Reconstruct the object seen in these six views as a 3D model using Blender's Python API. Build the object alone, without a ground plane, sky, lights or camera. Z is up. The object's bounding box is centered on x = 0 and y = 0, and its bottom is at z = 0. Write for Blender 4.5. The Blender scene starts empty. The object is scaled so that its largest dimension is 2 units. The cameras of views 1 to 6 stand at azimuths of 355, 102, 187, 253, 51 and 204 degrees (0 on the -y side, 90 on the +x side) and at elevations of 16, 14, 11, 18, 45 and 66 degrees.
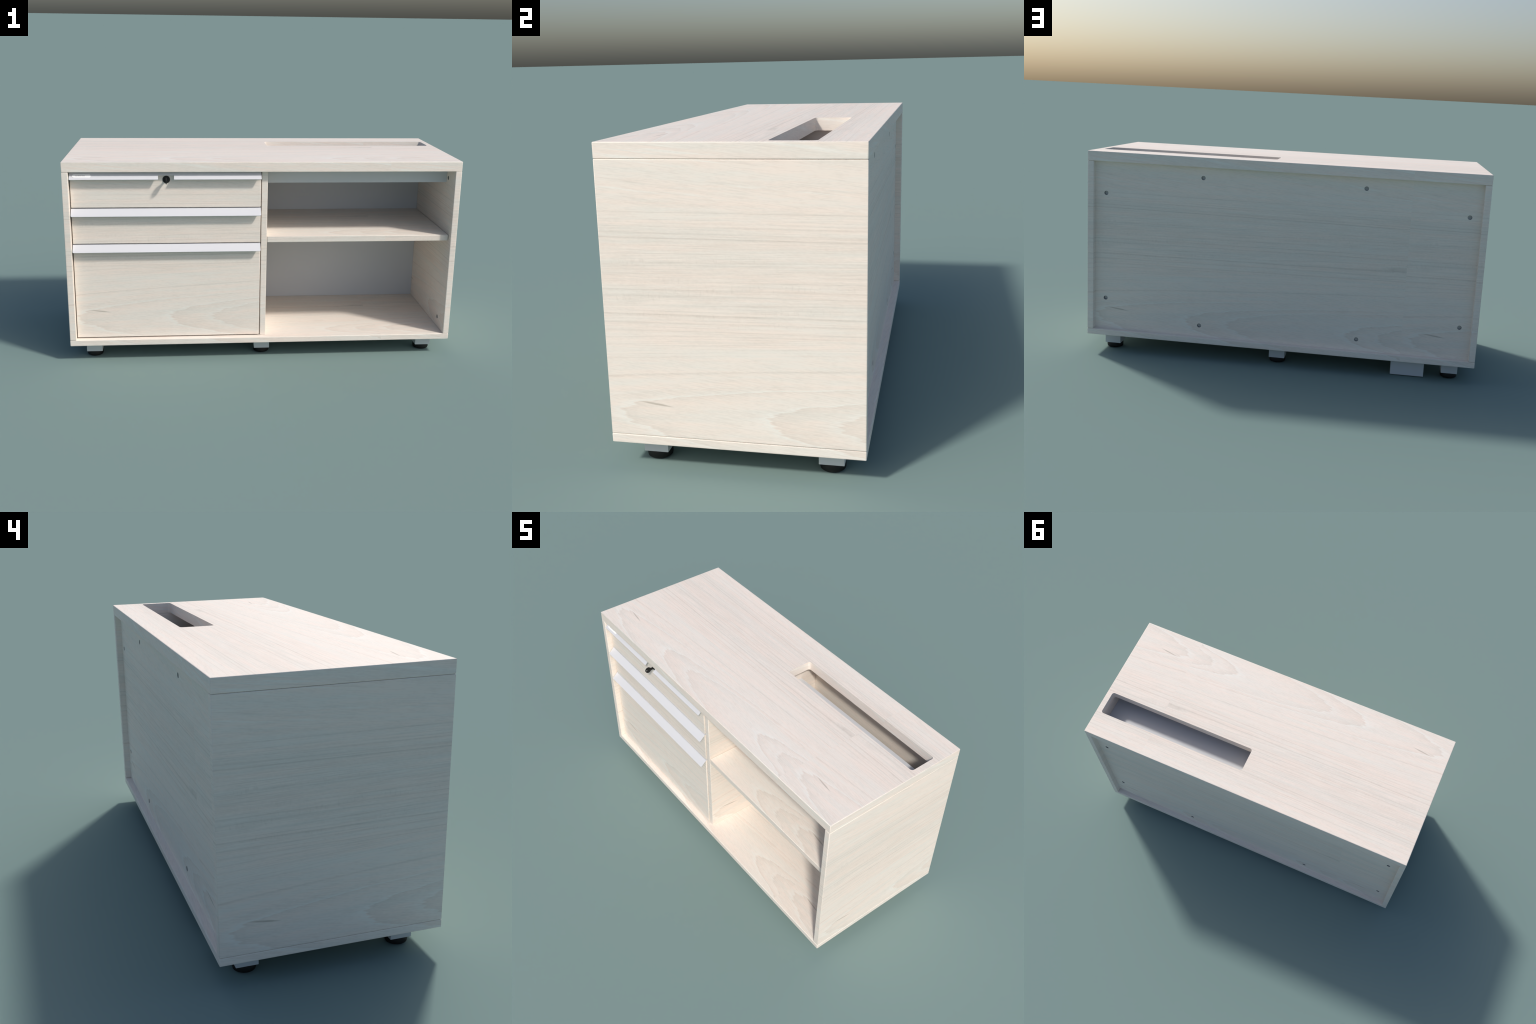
"""Pale-wood office storage cabinet: three drawers on the left, an open shelf
compartment on the right, cable slot in the top, six adjustable feet."""
import bpy, bmesh, math
from mathutils import Vector, Matrix

# ----------------------------------------------------------------------------
# overall dimensions (metres)
# ----------------------------------------------------------------------------
XW = 1.0                       # half width
YF, YB = -0.3950, 0.4195       # carcass front / back
Z0, Z1 = 0.0882, 1.0485        # carcass underside / top
PT = 0.030                     # panel thickness
TOPT = 0.050                   # top panel thickness
ZF = 0.1185                    # inside floor
ZC = Z1 - TOPT                 # inside ceiling
XI = XW - PT - 0.0015          # inner face of the side panels
FRONT = -0.3635                # drawer front faces
BACKF = 0.3895                 # back panel outer face
EPS = 0.0003
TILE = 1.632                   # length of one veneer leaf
DRAWER_SHIFT = 0.039           # veneer offset on the drawer fronts

# ----------------------------------------------------------------------------
# node helpers
# ----------------------------------------------------------------------------
class Nodes:
    def __init__(self, mat):
        self.t = mat.node_tree
        self.n = self.t.nodes
        self.n.clear()

    def new(self, kind, **kw):
        node = self.n.new(kind)
        for k, v in kw.items():
            setattr(node, k, v)
        return node

    def link(self, a, b):
        self.t.links.new(a, b)

    def put(self, sock, val):
        if isinstance(val, bpy.types.NodeSocket):
            self.link(val, sock)
        else:
            sock.default_value = val

    def m(self, op, a, b=None, c=None, clamp=False):
        node = self.new('ShaderNodeMath', operation=op)
        node.use_clamp = clamp
        self.put(node.inputs[0], a)
        if b is not None:
            self.put(node.inputs[1], b)
        if c is not None:
            self.put(node.inputs[2], c)
        return node.outputs[0]

    def add(self, a, b): return self.m('ADD', a, b)
    def sub(self, a, b): return self.m('SUBTRACT', a, b)
    def mul(self, a, b): return self.m('MULTIPLY', a, b)
    def sq(self, a): return self.m('MULTIPLY', a, a)

    def step(self, a, lo, hi):
        node = self.new('ShaderNodeMapRange', interpolation_type='SMOOTHSTEP')
        self.put(node.inputs[0], a)
        node.inputs[1].default_value = lo
        node.inputs[2].default_value = hi
        return node.outputs[0]

    def lerp(self, f, a, b):
        return self.add(a, self.mul(f, self.sub(b, a)))

    def vec(self, x, y, z=0.0):
        node = self.new('ShaderNodeCombineXYZ')
        self.put(node.inputs[0], x)
        self.put(node.inputs[1], y)
        self.put(node.inputs[2], z)
        return node.outputs[0]

    def noise(self, x, y, z=0.0, scale=1.0, detail=2.0, rough=0.5):
        node = self.new('ShaderNodeTexNoise')
        node.inputs['Scale'].default_value = scale
        node.inputs['Detail'].default_value = detail
        node.inputs['Roughness'].default_value = rough
        self.link(self.vec(x, y, z), node.inputs['Vector'])
        return node.outputs[0]

    def ramp(self, fac, stops):
        """grey ramp; stops = [(pos, value)]"""
        node = self.new('ShaderNodeValToRGB')
        cr = node.color_ramp
        while len(cr.elements) > 1:
            cr.elements.remove(cr.elements[-1])
        first = True
        for p, v in stops:
            if first:
                e = cr.elements[0]; e.position = p; first = False
            else:
                e = cr.elements.new(p)
            e.color = (v, v, v, 1)
        self.put(node.inputs[0], fac)
        return node.outputs[0]

    def curve(self, x, pts):
        node = self.new('ShaderNodeFloatCurve')
        c = node.mapping.curves[0]
        c.points[0].location = pts[0]
        c.points[1].location = pts[-1]
        for p in pts[1:-1]:
            c.points.new(*p)
        for p in c.points:
            p.handle_type = 'AUTO_CLAMPED'
        node.mapping.update()
        self.put(node.inputs['Value'], x)
        return node.outputs[0]

    def mix(self, f, a, b):
        node = self.new('ShaderNodeMix', data_type='RGBA')
        self.put(node.inputs[0], f)
        self.put(node.inputs[6], a)
        self.put(node.inputs[7], b)
        return node.outputs[2]


def srgb(r, g, b):
    f = lambda c: (c / 255 / 12.92) if c <= 10 else ((c / 255 + 0.055) / 1.055) ** 2.4
    return (f(r), f(g), f(b), 1.0)


def plain_material(name, color, rough=0.5, metallic=0.0, grain=0.0):
    mat = bpy.data.materials.new(name)
    mat.use_nodes = True
    N = Nodes(mat)
    out = N.new('ShaderNodeOutputMaterial')
    b = N.new('ShaderNodeBsdfPrincipled')
    N.link(b.outputs[0], out.inputs[0])
    b.inputs['Roughness'].default_value = rough
    b.inputs['Metallic'].default_value = metallic
    b.inputs['Specular IOR Level'].default_value = 0.35
    tc = N.new('ShaderNodeTexCoord')
    nz = N.new('ShaderNodeTexNoise')
    nz.inputs['Scale'].default_value = 60
    N.link(tc.outputs['Object'], nz.inputs['Vector'])
    dark = tuple(c * (1 - grain) for c in color[:3]) + (1,)
    N.link(N.mix(nz.outputs[0], dark, color), b.inputs['Base Color'])
    return mat


# ----------------------------------------------------------------------------
# bleached flat-sawn wood veneer, box-projected; each leaf is TILE long
# ----------------------------------------------------------------------------
PINK = srgb(244, 230, 218)
GREEN = srgb(237, 230, 220)
LIGHT = srgb(242, 239, 231)
DARK = srgb(178, 167, 154)


def wood_material():
    mat = bpy.data.materials.new('pale_wood_veneer')
    mat.use_nodes = True
    N = Nodes(mat)
    out = N.new('ShaderNodeOutputMaterial')
    bsdf = N.new('ShaderNodeBsdfPrincipled')
    N.link(bsdf.outputs[0], out.inputs[0])
    tc = N.new('ShaderNodeTexCoord')
    geo = N.new('ShaderNodeNewGeometry')
    p = N.new('ShaderNodeSeparateXYZ'); N.link(tc.outputs['Object'], p.inputs[0])
    nn = N.new('ShaderNodeSeparateXYZ'); N.link(geo.outputs['True Normal'], nn.inputs[0])
    X, Y, Z = p.outputs
    nx, ny, nz = nn.outputs
    # box projection: pick the axis the face looks along
    flat = N.m('GREATER_THAN', N.m('ABSOLUTE', nz), 0.71)
    side = N.m('GREATER_THAN', N.m('ABSOLUTE', nx), N.m('ABSOLUTE', ny))
    xpos = N.m('GREATER_THAN', nx, 0.0)
    yneg = N.m('LESS_THAN', ny, 0.0)
    u_side = N.lerp(xpos, N.sub(YB, Y), N.sub(Y, YF))
    u_front = N.lerp(yneg, N.sub(XW, X), N.add(X, XW))
    u_vert = N.lerp(side, u_front, u_side)
    u_raw = N.lerp(flat, u_vert, N.add(X, XW))
    v = N.lerp(flat, N.sub(Z, Z0), N.sub(Y, YF))
    u = N.m('WRAP', u_raw, TILE, 0.0)

    # slow wander shared by all the grain
    wander = N.sub(N.noise(N.mul(u, 2.2), N.mul(v, 9.0), 3.1, detail=2), 0.5)
    vw = N.add(v, N.mul(wander, 0.006))

    # --- cathedral figure in the lower quarter: arches opening towards +u ----
    d = N.sub(vw, 0.110)
    k = N.lerp(N.m('GREATER_THAN', d, 0.0), 28.0, 55.0)
    tau = N.sub(u, N.mul(k, N.sq(d)))
    jag = N.sub(N.noise(N.mul(N.add(u, N.mul(v, 2.0)), 9.0), N.mul(N.add(v, N.mul(u, 0.10)), 140.0), 7.7,
                        detail=3, rough=0.6), 0.5)
    blob = N.sub(N.noise(N.mul(u, 5.0), N.mul(v, 52.0), 11.3, detail=1), 0.5)
    tau = N.add(tau, N.add(N.mul(jag, 0.075), N.mul(blob, 0.10)))
    TMIN, TMAX = -0.5, 1.7
    tn = N.m('DIVIDE', N.sub(tau, TMIN), TMAX - TMIN)
    stops = [(0.0, 0.5)]
    for c, s in [(-0.15, 0.35), (0.05, 0.9), (0.515, 1.0), (0.745, 0.75), (1.36, 1.0), (1.515, 1.0)]:
        q = lambda t: (t - TMIN) / (TMAX - TMIN)
        stops += [(q(c - 0.050), 0.5 + 0.13 * s), (q(c - 0.008), 0.5 + 0.42 * s),
                  (q(c + 0.003), 0.5 - 0.42 * s), (q(c + 0.018), 0.5 - 0.20 * s),
                  (q(c + 0.13), 0.5 - 0.03 * s)]
    figure = N.ramp(tn, stops)
    fig_light = N.m('MULTIPLY', N.sub(figure, 0.5), 2.0, clamp=True)
    fig_dark = N.m('MULTIPLY', N.sub(0.5, figure), 2.0, clamp=True)
    low = N.sub(1.0, N.step(vw, 0.20, 0.30))

    # --- straight growth lines above it: w is constant along one line --------
    slope = N.curve(v, [(0.0, 0.58), (0.20, 0.60), (0.286, 0.574), (0.336, 0.559), (0.373, 0.547),
                        (0.393, 0.516), (0.42, 0.515), (0.442, 0.510), (0.484, 0.526), (0.503, 0.5135),
                        (0.551, 0.512), (0.582, 0.522), (0.61, 0.520), (0.671, 0.494), (0.6854, 0.492),
                        (0.7315, 0.499), (0.752, 0.497), (0.80, 0.42), (1.0, 0.41)])
    w = N.sub(N.add(v, N.mul(wander, 0.004)), N.mul(N.sub(slope, 0.5), u))
    ripple = N.sub(N.noise(N.mul(u, 18.0), N.mul(v, 20.0), 21.0, detail=2), 0.5)
    wl = N.add(w, N.mul(ripple, 0.0022))
    lines = [(0.226, 0.85), (0.288, 0.65), (0.335, 0.70), (0.357, 0.45), (0.380, 0.55), (0.408, 0.80),
             (0.434, 0.55), (0.463, 0.60), (0.492, 0.50), (0.513, 0.80), (0.542, 0.50), (0.565, 0.60)]
    lines2 = [(0.595, 0.38), (0.612, 0.22), (0.636, 0.30), (0.652, 0.20), (0.676, 0.46), (0.692, 0.36),
              (0.712, 0.34), (0.7325, 0.55), (0.7547, 0.46)]

    # dark fades softly upward-from-below: late wood sits just under a line
    soft = N.ramp(wl, [(0.0, 0.0)] + sum([[(c - 0.0065, 0.0), (c - 0.0020, s * 0.42), (c - 0.0002, s * 1.25), (c + 0.0011, 0.0)]
                                          for c, s in lines[:7]], []))
    soft2 = N.ramp(wl, [(0.0, 0.0)] + sum([[(c - 0.0050, 0.0), (c - 0.0016, s * 0.36), (c - 0.0002, s * 1.1), (c + 0.0010, 0.0)]
                                           for c, s in (lines[7:] + lines2[:2])], []))
    soft3 = N.ramp(wl, [(0.0, 0.0)] + sum([[(c - 0.0050, 0.0), (c - 0.0016, s * 0.36), (c - 0.0002, s * 1.1), (c + 0.0010, 0.0)]
                                           for c, s in lines2[2:]], []))
    line_dark = N.add(N.add(soft, soft2), soft3)
    breakup = N.lerp(N.noise(N.mul(u, 7.0), N.mul(v, 60.0), 33.0, detail=2), 0.45, 1.35)
    line_dark = N.mul(line_dark, breakup)
    # hairlines between the main lines
    hair = N.noise(N.mul(u, 0.9), N.mul(w, 190.0), 41.0, detail=2, rough=0.6)
    hair = N.step(hair, 0.54, 0.70)
    mid = N.mul(N.step(w, 0.22, 0.33), N.sub(1.0, N.step(v, 0.73, 0.79)))
    hair = N.mul(hair, mid)

    # --- flowing pale streaks near the upper edge ----------------------------
    fv = N.add(v, N.mul(u, 0.105))
    st = N.noise(N.mul(u, 2.6), N.mul(fv, 62.0), 51.0, detail=3, rough=0.55)
    upper = N.step(v, 0.745, 0.80)
    streak_l = N.mul(N.step(st, 0.54, 0.70), upper)
    streak_d = N.mul(N.step(N.noise(N.mul(u, 2.0), N.mul(fv, 80.0), 57.0, detail=2), 0.58, 0.74), upper)

    # --- fine fibres: slanted in figured areas, straight in the middle -------
    fib_a = N.noise(N.mul(u, 14.0), N.mul(N.add(v, N.mul(u, 0.12)), 260.0), 61.0, detail=2, rough=0.6)
    fib_b = N.noise(N.mul(u, 7.0), N.mul(w, 300.0), 63.0, detail=2, rough=0.6)
    fibre = N.sub(N.lerp(mid, fib_a, fib_b), 0.5)

    # --- ray flecks: short cross-grain ticks in some middle bands ------------
    band = N.step(N.noise(N.mul(u, 1.6), N.mul(w, 26.0), 71.0, detail=1), 0.50, 0.66)
    tick = N.step(N.noise(N.mul(u, 110.0), N.mul(v, 34.0), 73.0, detail=1), 0.54, 0.72)
    core = N.mul(N.step(v, 0.34, 0.40), N.sub(1.0, N.step(v, 0.60, 0.68)))
    fleck = N.mul(N.mul(band, tick), core)

    # --- dark bark streak -----------------------------------------------------
    ku = N.sub(u, 0.158)
    kv = N.add(N.sub(v, 0.1405), N.mul(ku, 0.125))
    kr = N.add(N.sq(N.m('DIVIDE', ku, 0.064)), N.sq(N.m('DIVIDE', kv, 0.0042)))
    knot = N.sub(1.0, N.step(kr, 0.05, 1.0))

    # --- broad tone bands -----------------------------------------------------
    tone = N.noise(N.mul(u, 0.8), N.mul(w, 17.0), 81.0, detail=3, rough=0.55)
    hue = N.step(N.noise(N.mul(u, 1.1), N.mul(w, 21.0), 91.0, detail=2), 0.34, 0.66)
    mott = N.sub(N.noise(N.mul(u, 9.0), N.mul(v, 30.0), 95.0, detail=3), 0.5)

    grain = N.sub(N.noise(N.mul(u, 55.0), N.mul(N.add(v, N.mul(u, 0.06)), 210.0), 97.0, detail=2, rough=0.6), 0.5)
    hue = N.lerp(N.step(N.noise(N.mul(u, 8.0), N.mul(v, 70.0), 99.0, detail=2), 0.38, 0.62), N.mul(hue, 0.65), N.add(N.mul(hue, 0.65), 0.35))
    col = N.mix(hue, PINK, GREEN)
    light = N.m('MULTIPLY', N.add(N.mul(N.mul(fig_light, low), 0.95), N.mul(streak_l, 0.70)), 1.0, clamp=True)
    col = N.mix(light, col, LIGHT)
    dk = N.mul(N.mul(fig_dark, low), 0.24)
    dk = N.add(dk, N.mul(line_dark, 0.50))
    dk = N.add(dk, N.mul(hair, 0.14))
    dk = N.add(dk, N.mul(streak_d, 0.13))
    dk = N.add(dk, N.mul(fleck, 0.09))
    dk = N.add(dk, N.mul(knot, 0.62))
    dk = N.add(dk, N.mul(N.sub(tone, 0.42), 0.26))
    dk = N.add(dk, N.mul(fibre, 0.50))
    dk = N.add(dk, N.mul(mott, 0.14))
    dk = N.add(dk, N.mul(grain, 0.30))
    heart = N.mul(N.step(v, 0.36, 0.48), N.sub(1.0, N.step(v, 0.68, 0.78)))
    dk = N.add(dk, N.mul(heart, 0.07))
    dk = N.m('ADD', dk, 0.02, clamp=True)
    col = N.mix(dk, col, DARK)
    N.link(col, bsdf.inputs['Base Color'])
    bsdf.inputs['Roughness'].default_value = 0.62
    bsdf.inputs['Specular IOR Level'].default_value = 0.30
    bump = N.new('ShaderNodeBump')
    bump.inputs['Strength'].default_value = 0.05
    bump.inputs['Distance'].default_value = 0.002
    N.link(fibre, bump.inputs['Height'])
    N.link(bump.outputs[0], bsdf.inputs['Normal'])
    return mat


WOOD = wood_material()
METAL = plain_material('pale_grey_lacquered_metal', (0.635, 0.648, 0.668, 1), 0.45, grain=0.02)
HANDLE = plain_material('white_lacquered_metal', (0.665, 0.670, 0.700, 1), 0.45, grain=0.01)
BLACK = plain_material('black_plastic', (0.012, 0.012, 0.0115, 1), 0.55, grain=0.1)
PAD = plain_material('black_rubber', (0.008, 0.008, 0.008, 1), 0.6, grain=0.1)
CAP = plain_material('dark_grey_plastic', (0.34, 0.33, 0.32, 1), 0.6, grain=0.1)
CAPF = plain_material('lightened_cup_floor', (0.78, 0.77, 0.75, 1), 0.6, grain=0.1)  # grey lightened to offset the shade deep in the hole
LABEL = plain_material('white_label', (0.92, 0.92, 0.92, 1), 0.4)
PRINT = plain_material('grey_print', (0.35, 0.35, 0.36, 1), 0.6)
BOXM = plain_material('drawer_box_metal', (0.30, 0.30, 0.31, 1), 0.5, grain=0.05)

# ----------------------------------------------------------------------------
# geometry helpers
# ----------------------------------------------------------------------------
COL = bpy.context.scene.collection


def finish(bm, name, mat, parent, loc=(0, 0, 0), angle=20):
    me = bpy.data.meshes.new(name)
    bmesh.ops.recalc_face_normals(bm, faces=bm.faces)
    if any(loc):
        bmesh.ops.translate(bm, verts=bm.verts, vec=-Vector(loc))
    bm.to_mesh(me)
    bm.free()
    me.polygons.foreach_set('use_smooth', [True] * len(me.polygons))
    me.set_sharp_from_angle(angle=math.radians(angle))
    me.materials.append(mat)
    ob = bpy.data.objects.new(name, me)
    COL.objects.link(ob)
    ob.location = loc
    if parent is not None:
        ob.parent = parent
        if parent.location.length > 0:
            ob.matrix_parent_inverse = Matrix.Translation(-parent.location)
    return ob


def add_box(bm, x0, x1, y0, y1, z0, z1, bevel=0.002, seg=2):
    r = bmesh.ops.create_cube(bm, size=1.0)
    vs = r['verts']
    bmesh.ops.scale(bm, vec=(x1 - x0, y1 - y0, z1 - z0), verts=vs)
    bmesh.ops.translate(bm, vec=((x0 + x1) / 2, (y0 + y1) / 2, (z0 + z1) / 2), verts=vs)
    if bevel > 0:
        es = list({e for v in vs for e in v.link_edges})
        bmesh.ops.bevel(bm, geom=es, offset=bevel, segments=seg, profile=0.5, affect='EDGES')


def box(name, x0, x1, y0, y1, z0, z1, mat, parent, bevel=0.0030, seg=2, loc=(0, 0, 0)):
    bm = bmesh.new()
    add_box(bm, x0, x1, y0, y1, z0, z1, bevel, seg)
    return finish(bm, name, mat, parent, loc)


def add_prism(bm, pts, depth, place):
    """extrude the closed 2-D outline pts by depth; place maps (a, b, c) to 3-D"""
    lo = [bm.verts.new(place(a, b, 0.0)) for a, b in pts]
    hi = [bm.verts.new(place(a, b, depth)) for a, b in pts]
    bm.faces.new(lo)
    bm.faces.new(list(reversed(hi)))
    n = len(pts)
    for i in range(n):
        bm.faces.new((lo[i], lo[(i + 1) % n], hi[(i + 1) % n], hi[i]))


def rounded_rect(a0, a1, b0, b1, radii, seg=10):
    """outline, radii in the order (a0,b0) (a1,b0) (a1,b1) (a0,b1)"""
    pts = []
    for (cx, cy, sx, sy, r, start) in ((a0, b0, 1, 1, radii[0], 180), (a1, b0, -1, 1, radii[1], 270),
                                       (a1, b1, -1, -1, radii[2], 0), (a0, b1, 1, -1, radii[3], 90)):
        if r <= 0:
            pts.append((cx, cy)); continue
        ox, oy = cx + sx * r, cy + sy * r
        for i in range(seg + 1):
            t = math.radians(start + 90 * i / seg)
            pts.append((ox + r * math.cos(t), oy + r * math.sin(t)))
    return pts


def cut(ob, cutter):
    """subtract cutter from ob and remove it"""
    md = ob.modifiers.new('cut', 'BOOLEAN')
    md.operation = 'DIFFERENCE'
    md.solver = 'EXACT'
    md.object = cutter
    dg = bpy.context.evaluated_depsgraph_get()
    me = bpy.data.meshes.new_from_object(ob.evaluated_get(dg))
    ob.modifiers.clear()
    old = ob.data
    name = old.name
    mats = [m for m in old.materials]
    ob.data = me
    bpy.data.meshes.remove(old)
    me.name = name
    me.materials.clear()
    me.materials.append(mats[0])
    me.polygons.foreach_set('material_index', [0] * len(me.polygons))
    me.polygons.foreach_set('use_smooth', [True] * len(me.polygons))
    me.set_sharp_from_angle(angle=math.radians(20))
    bpy.data.objects.remove(cutter)


def cyl_prism(bm, cx, cy, r, depth, place, seg=40):
    add_prism(bm, [(cx + r * math.cos(2 * math.pi * i / seg), cy + r * math.sin(2 * math.pi * i / seg))
                   for i in range(seg)], depth, place)


def lathe(bm, profile, cx, cy, seg=48):
    """revolve (r, z) points round the vertical axis through (cx, cy)"""
    rings = []
    for r, z in profile:
        if r < 1e-6:
            rings.append([bm.verts.new((cx, cy, z))])
        else:
            rings.append([bm.verts.new((cx + r * math.cos(2 * math.pi * i / seg),
                                        cy + r * math.sin(2 * math.pi * i / seg), z)) for i in range(seg)])
    for a, b in zip(rings, rings[1:]):
        for i in range(seg):
            j = (i + 1) % seg
            if len(a) == 1:
                bm.faces.new((a[0], b[i], b[j]))
            elif len(b) == 1:
                bm.faces.new((a[i], a[j], b[0]))
            else:
                bm.faces.new((a[i], a[j], b[j], b[i]))


# ----------------------------------------------------------------------------
# the cabinet
# ----------------------------------------------------------------------------
root = bpy.data.objects.new('storage_cabinet', None)
COL.objects.link(root)
root['label'] = 'pale wood office cabinet with three drawers and open shelf'
root['category'] = 'cabinet'

# --- carcass ------------------------------------------------------------------
top = box('top_panel', -XW, XW, YF, YB, ZC, Z1, WOOD, root)
bm = bmesh.new()
add_prism(bm, rounded_rect(0.0545, 0.9678, 0.1285, 0.2739, (0.0145,) * 4), 0.2,
          lambda a, b, c: (a, b, ZC - 0.05 + c))
cut(top, finish(bm, 'slot_cutter', WOOD, None))

box('bottom_panel', -XW, XW, YF, YB, Z0, ZF, WOOD, root)
box('side_panel', -XW, -XI, YF, YB, ZF + EPS, ZC - EPS, WOOD, root)
right = box('side_panel', XI, XW, YF, YB, ZF + EPS, ZC - EPS, WOOD, root)
back = box('back_panel', -XI - 0.002, XI + 0.002, BACKF - PT, BACKF, ZF - 0.002, ZC + 0.002, WOOD, root, bevel=0)
box('divider_panel', -0.0152, 0.0148, -0.3600, BACKF - PT - EPS, ZF + EPS, ZC - EPS, WOOD, root)
box('shelf', 0.0160, 0.9665, -0.3595, 0.2535, 0.6260, 0.6577, WOOD, root)

# --- fixing caps: dark cups let into blind holes --------------------------------
CAP_R, CAP_D = 0.0108, 0.0155
back_caps = [(sx * 0.9118, z) for sx in (-1, 1) for z in (0.8355, 0.2833)] + \
            [(sx * 0.4073, z) for sx in (-1, 1) for z in (0.9430, 0.1765)]
place_back = lambda a, b, c: (a, BACKF + 0.02 - c, b)
bm = bmesh.new()
for a, b in back_caps:
    cyl_prism(bm, a, b, CAP_R, 0.02 + CAP_D, place_back)
cut(back, finish(bm, 'cap_cutter', WOOD, None))
side_caps = [(-0.2792, 0.9436), (-0.2792, 0.1735)]
bm = bmesh.new()
for a, b in side_caps:
    cyl_prism(bm, a, b, CAP_R, 0.02 + CAP_D, lambda a, b, c: (XI - 0.02 + c, a, b))
cut(right, finish(bm, 'cap_cutter', WOOD, None))


def cup_mesh():
    """shallow cup, mouth at z = 0 looking along +z"""
    bm = bmesh.new()
    r0, r1, dp = CAP_R - 0.0002, CAP_R - 0.0006, CAP_D - 0.0004
    lathe(bm, [(0, -dp), (r0, -dp), (r0, -0.0003), (r1, -0.0003), (r1, -dp + 0.0015), (0, -dp + 0.0015)], 0, 0, 32)
    bmesh.ops.recalc_face_normals(bm, faces=bm.faces)
    me = bpy.data.meshes.new('fixing_cap')
    bm.to_mesh(me); bm.free()
    me.materials.append(CAP)
    me.materials.append(CAPF)
    for p in me.polygons:                    # cup floor takes the lightened colour
        if abs(p.center.z - (0.0015 - dp)) < 1e-5:
            p.material_index = 1
    return me


CUP = cup_mesh()
for pos, rot in [((a, BACKF, b), (-math.pi / 2, 0, 0)) for a, b in back_caps] + \
                [((XI, a, b), (0, -math.pi / 2, 0)) for a, b in side_caps]:
    ob = bpy.data.objects.new('fixing_cap', CUP)
    COL.objects.link(ob)
    ob.location, ob.rotation_euler, ob.parent = pos, rot, root

# --- sheet-metal cable tray and compartment back --------------------------------
bm = bmesh.new()
SH = 0.003
TX0, TX1, TY0, TY1 = 0.0155, 0.9668, -0.2572, 0.2550
prof = [(TY0, ZC - 0.001), (TY0, 0.9170), (TY1 - SH, 0.9170), (TY1 - SH, ZF + 0.0006), (TY1, ZF + 0.0006),
        (TY1, 0.9192), (TY0 + SH, 0.9192), (TY0 + SH, ZC - 0.001)]
add_prism(bm, prof, TX1 + 0.0012 - TX0, lambda a, b, c: (TX0 + c, a, b))
tray = finish(bm, 'cable_tray', METAL, root)

# --- drawers ---------------------------------------------------------------------
DX0, DX1 = -0.9645, -0.0192
HX0, HX1 = -0.9645, -0.0195
RUN, DROP, HT = 0.0325, 0.0320, 0.0028       # sloping grip: forward run, fall, sheet thickness
LEN = math.hypot(RUN, DROP)


def grip_place(ztop):
    """(x along the drawer, t down the slope, n off the face) -> world"""
    ey, ez = -RUN / LEN, -DROP / LEN
    ny, nz_ = -DROP / LEN, RUN / LEN
    return lambda a, t, n: (a, FRONT - 0.0004 + ey * t + ny * (n - HT), ztop + ez * t + nz_ * (n - HT))


def make_handle(ztop, notch=None):
    r = 0.0065
    bm = bmesh.new()
    pl = grip_place(ztop)
    if notch is None:
        pts = rounded_rect(HX0, HX1, 0.0, LEN, (0, 0, r, r), 8)
    else:
        n0, n1, nt = notch
        full = rounded_rect(HX0, HX1, 0.0, LEN, (0, 0, 0.003, 0.003), 6)
        # walk along the lower edge and cut the notch in between the two corners
        right_part = [p for p in full if p[0] > (HX0 + HX1) / 2]
        left_part = [p for p in full if p[0] < (HX0 + HX1) / 2]
        lower_left = [p for p in left_part if p[1] > 0.001]
        upper_left = [p for p in left_part if p[1] <= 0.001]
        pts = upper_left + right_part + [(n1, LEN), (n1, nt), (n0, nt), (n0, LEN)] + lower_left
    add_prism(bm, pts, HT, pl)
    # flange lying on the drawer's top edge
    add_box(bm, HX0, HX1, FRONT, FRONT + 0.016, ztop - 0.0012, ztop + 0.0012, 0)
    return bm


drawers = [('drawer', 0.8142, 0.9948), ('drawer', 0.6286, 0.8092), ('drawer', 0.1240, 0.6236)]
for i, (nm, zb, zt) in enumerate(drawers):
    loc = (0, 0, DRAWER_SHIFT)
    bm = bmesh.new()
    add_box(bm, DX0, DX1, FRONT, FRONT + 0.030, zb, zt - 0.0016, 0.003, 2)
    ob = finish(bm, nm, WOOD, root, loc)
    h = 0.6 if i == 2 else 0.75
    box('drawer_box', DX0 + 0.02, DX1 - 0.02, FRONT + 0.0305, 0.25, zb + 0.012, zb + (zt - zb) * h, BOXM, ob, 0.002, 1)
    bm = make_handle(zt, (-0.5318, -0.4533, 0.0195) if i == 0 else None)
    finish(bm, 'handle', HANDLE, ob)
    if i == 0:
        top_drawer = ob

# name plate on the top handle, with a row of illegible small print
pl = grip_place(drawers[0][2])
bm = bmesh.new()
add_prism(bm, rounded_rect(-0.9490, -0.8600, 0.0125, 0.0338, (0.0095,) * 4, 8), 0.0012,
          lambda a, t, n: pl(a, t, n + HT - 0.0002))
finish(bm, 'name_plate', LABEL, top_drawer)
bm = bmesh.new()
x = -0.934
for wdt, gap in [(3.2, 1.4), (4.0, 1.2), (2.2, 1.6), (4.4, 1.3), (3.0, 1.5), (4.2, 1.2), (2.6, 1.4), (3.8, 1.2), (3.4, 1.0), (3.0, 1.0)]:
    w_, g_ = wdt * 0.001, gap * 0.001
    add_prism(bm, rounded_rect(x, x + w_, 0.0215, 0.0250, (0.0004,) * 4, 2), 0.0003,
              lambda a, t, n: pl(a, t, n + HT + 0.0009))
    x += w_ + g_
fine_print = finish(bm, 'fine_print', PRINT, top_drawer)
fine_print['kind'] = 'stuff'

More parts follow.
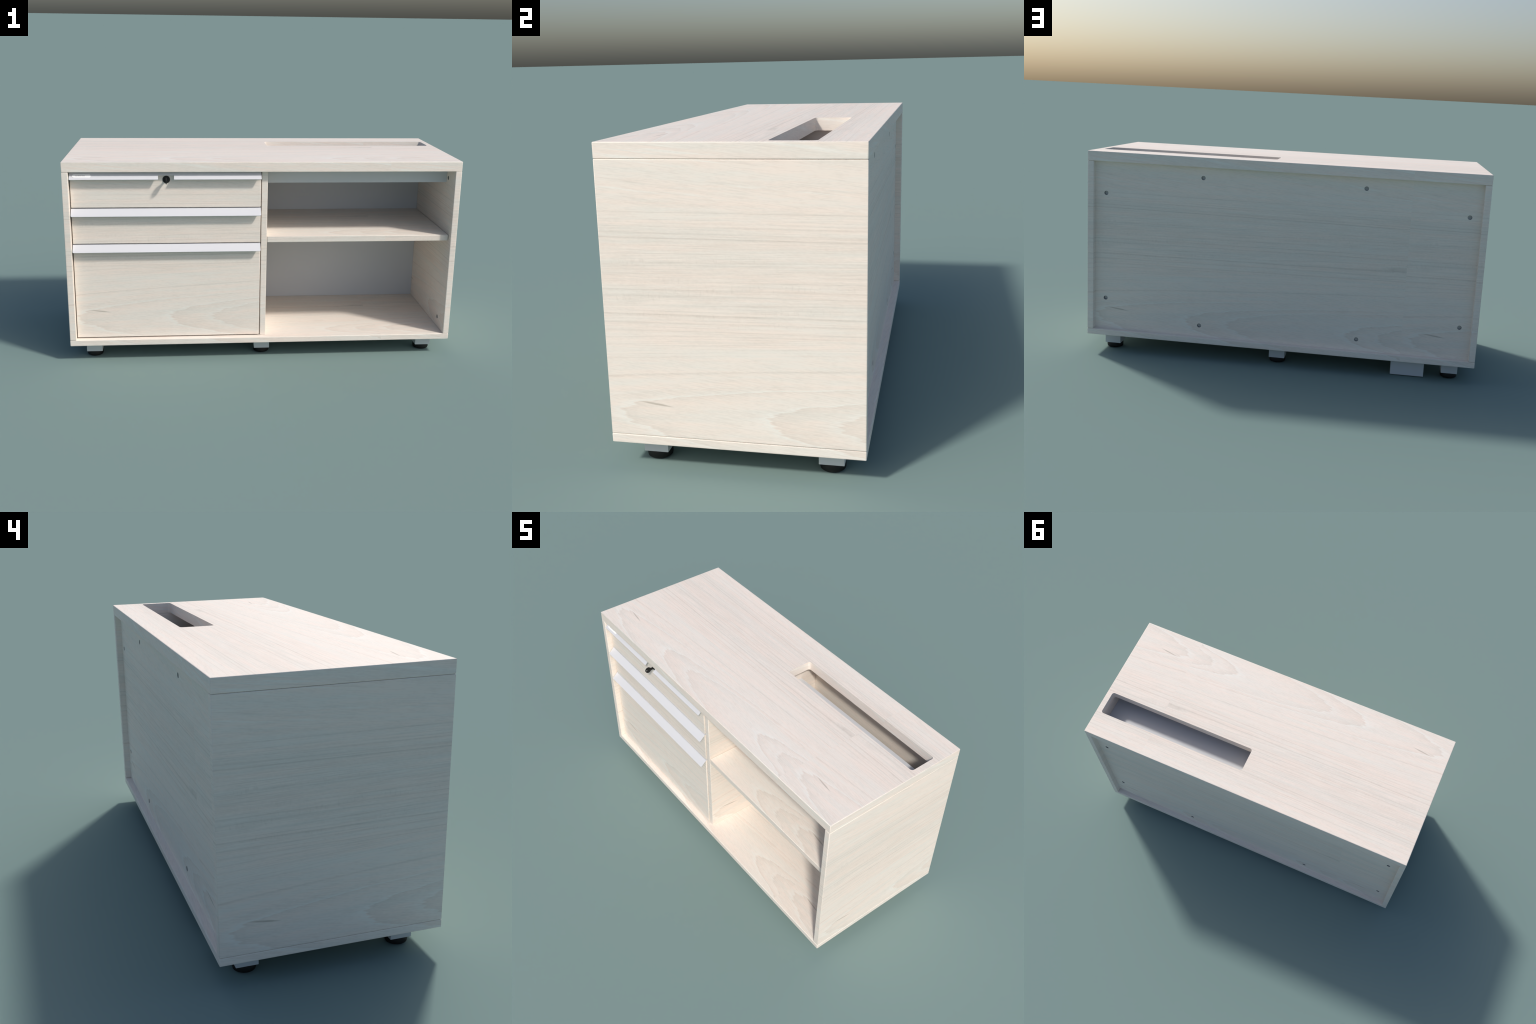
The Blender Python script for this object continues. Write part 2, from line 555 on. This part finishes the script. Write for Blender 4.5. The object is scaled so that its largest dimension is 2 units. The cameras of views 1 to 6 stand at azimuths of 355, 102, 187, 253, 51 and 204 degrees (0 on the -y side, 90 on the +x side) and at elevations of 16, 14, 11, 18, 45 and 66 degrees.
# lock barrel and folding key
LX, LZ = -0.4921, 0.9570
bm = bmesh.new()
seg = 40
prof = [(0.0, 0.0), (0.0187, 0.0), (0.0187, 0.0040), (0.0180, 0.0048), (0.0, 0.0048)]
lathe(bm, prof, 0, 0, seg)
bmesh.ops.rotate(bm, cent=(0, 0, 0), matrix=Matrix.Rotation(math.pi / 2, 3, 'X'), verts=bm.verts)
bmesh.ops.translate(bm, vec=(LX, FRONT + 0.002, LZ), verts=bm.verts)
finish(bm, 'lock', BLACK, top_drawer)

bm = bmesh.new()
BY, BR, KT = -0.4028, 0.0167, 0.0044       # bow centre, radius, thickness
neck_y = FRONT - 0.0020
outline = []
a0 = math.asin(0.0072 / BR)
n = 36
for i in range(n + 1):
    t = a0 + (2 * math.pi - 2 * a0) * i / n
    outline.append((BY + BR * math.cos(t), LZ + BR * math.sin(t)))
outline += [(-0.3800, LZ - 0.0052), (neck_y, LZ - 0.0066), (neck_y, LZ + 0.0066), (-0.3800, LZ + 0.0052)]
add_prism(bm, outline, KT, lambda a, b, c: (LX - KT / 2 + c, a, b))
es = [e for e in bm.edges if abs(e.verts[0].co.x - e.verts[1].co.x) < 1e-6]
bmesh.ops.bevel(bm, geom=es, offset=0.0007, segments=1, affect='EDGES')
key = finish(bm, 'key', BLACK, top_drawer)
bm = bmesh.new()
cyl_prism(bm, -0.4112, LZ - 0.0004, 0.0040, 0.02, lambda a, b, c: (LX - 0.01 + c, a, b), 20)
cut(key, finish(bm, 'hole_cutter', BLACK, None))

# --- feet ------------------------------------------------------------------------
FH = 0.041
pad_prof = [(0.0, 0.0), (0.0360, 0.0), (0.0388, 0.0010), (0.0408, 0.0032), (0.0418, 0.0065), (0.0422, 0.0110),
            (0.0422, 0.0240), (0.0414, 0.0254), (0.0, 0.0254)]
for fx in (-0.8855, 0.0, 0.8855):
    for fy in (-0.2765, 0.3035):
        foot = box('foot', fx - FH, fx + FH, fy - FH, fy + FH, 0.0258, Z0 - EPS, METAL, root, 0.0016, 2)
        bm = bmesh.new()
        lathe(bm, pad_prof, fx, fy)
        finish(bm, 'foot_pad', PAD, foot, angle=40)

# --- anti-tilt block under the drawers ---------------------------------------------
box('anti_tilt_block', -0.7575, -0.5895, 0.317, 0.3605, 0.0006, Z0 - EPS, METAL, root, 0.002, 2)
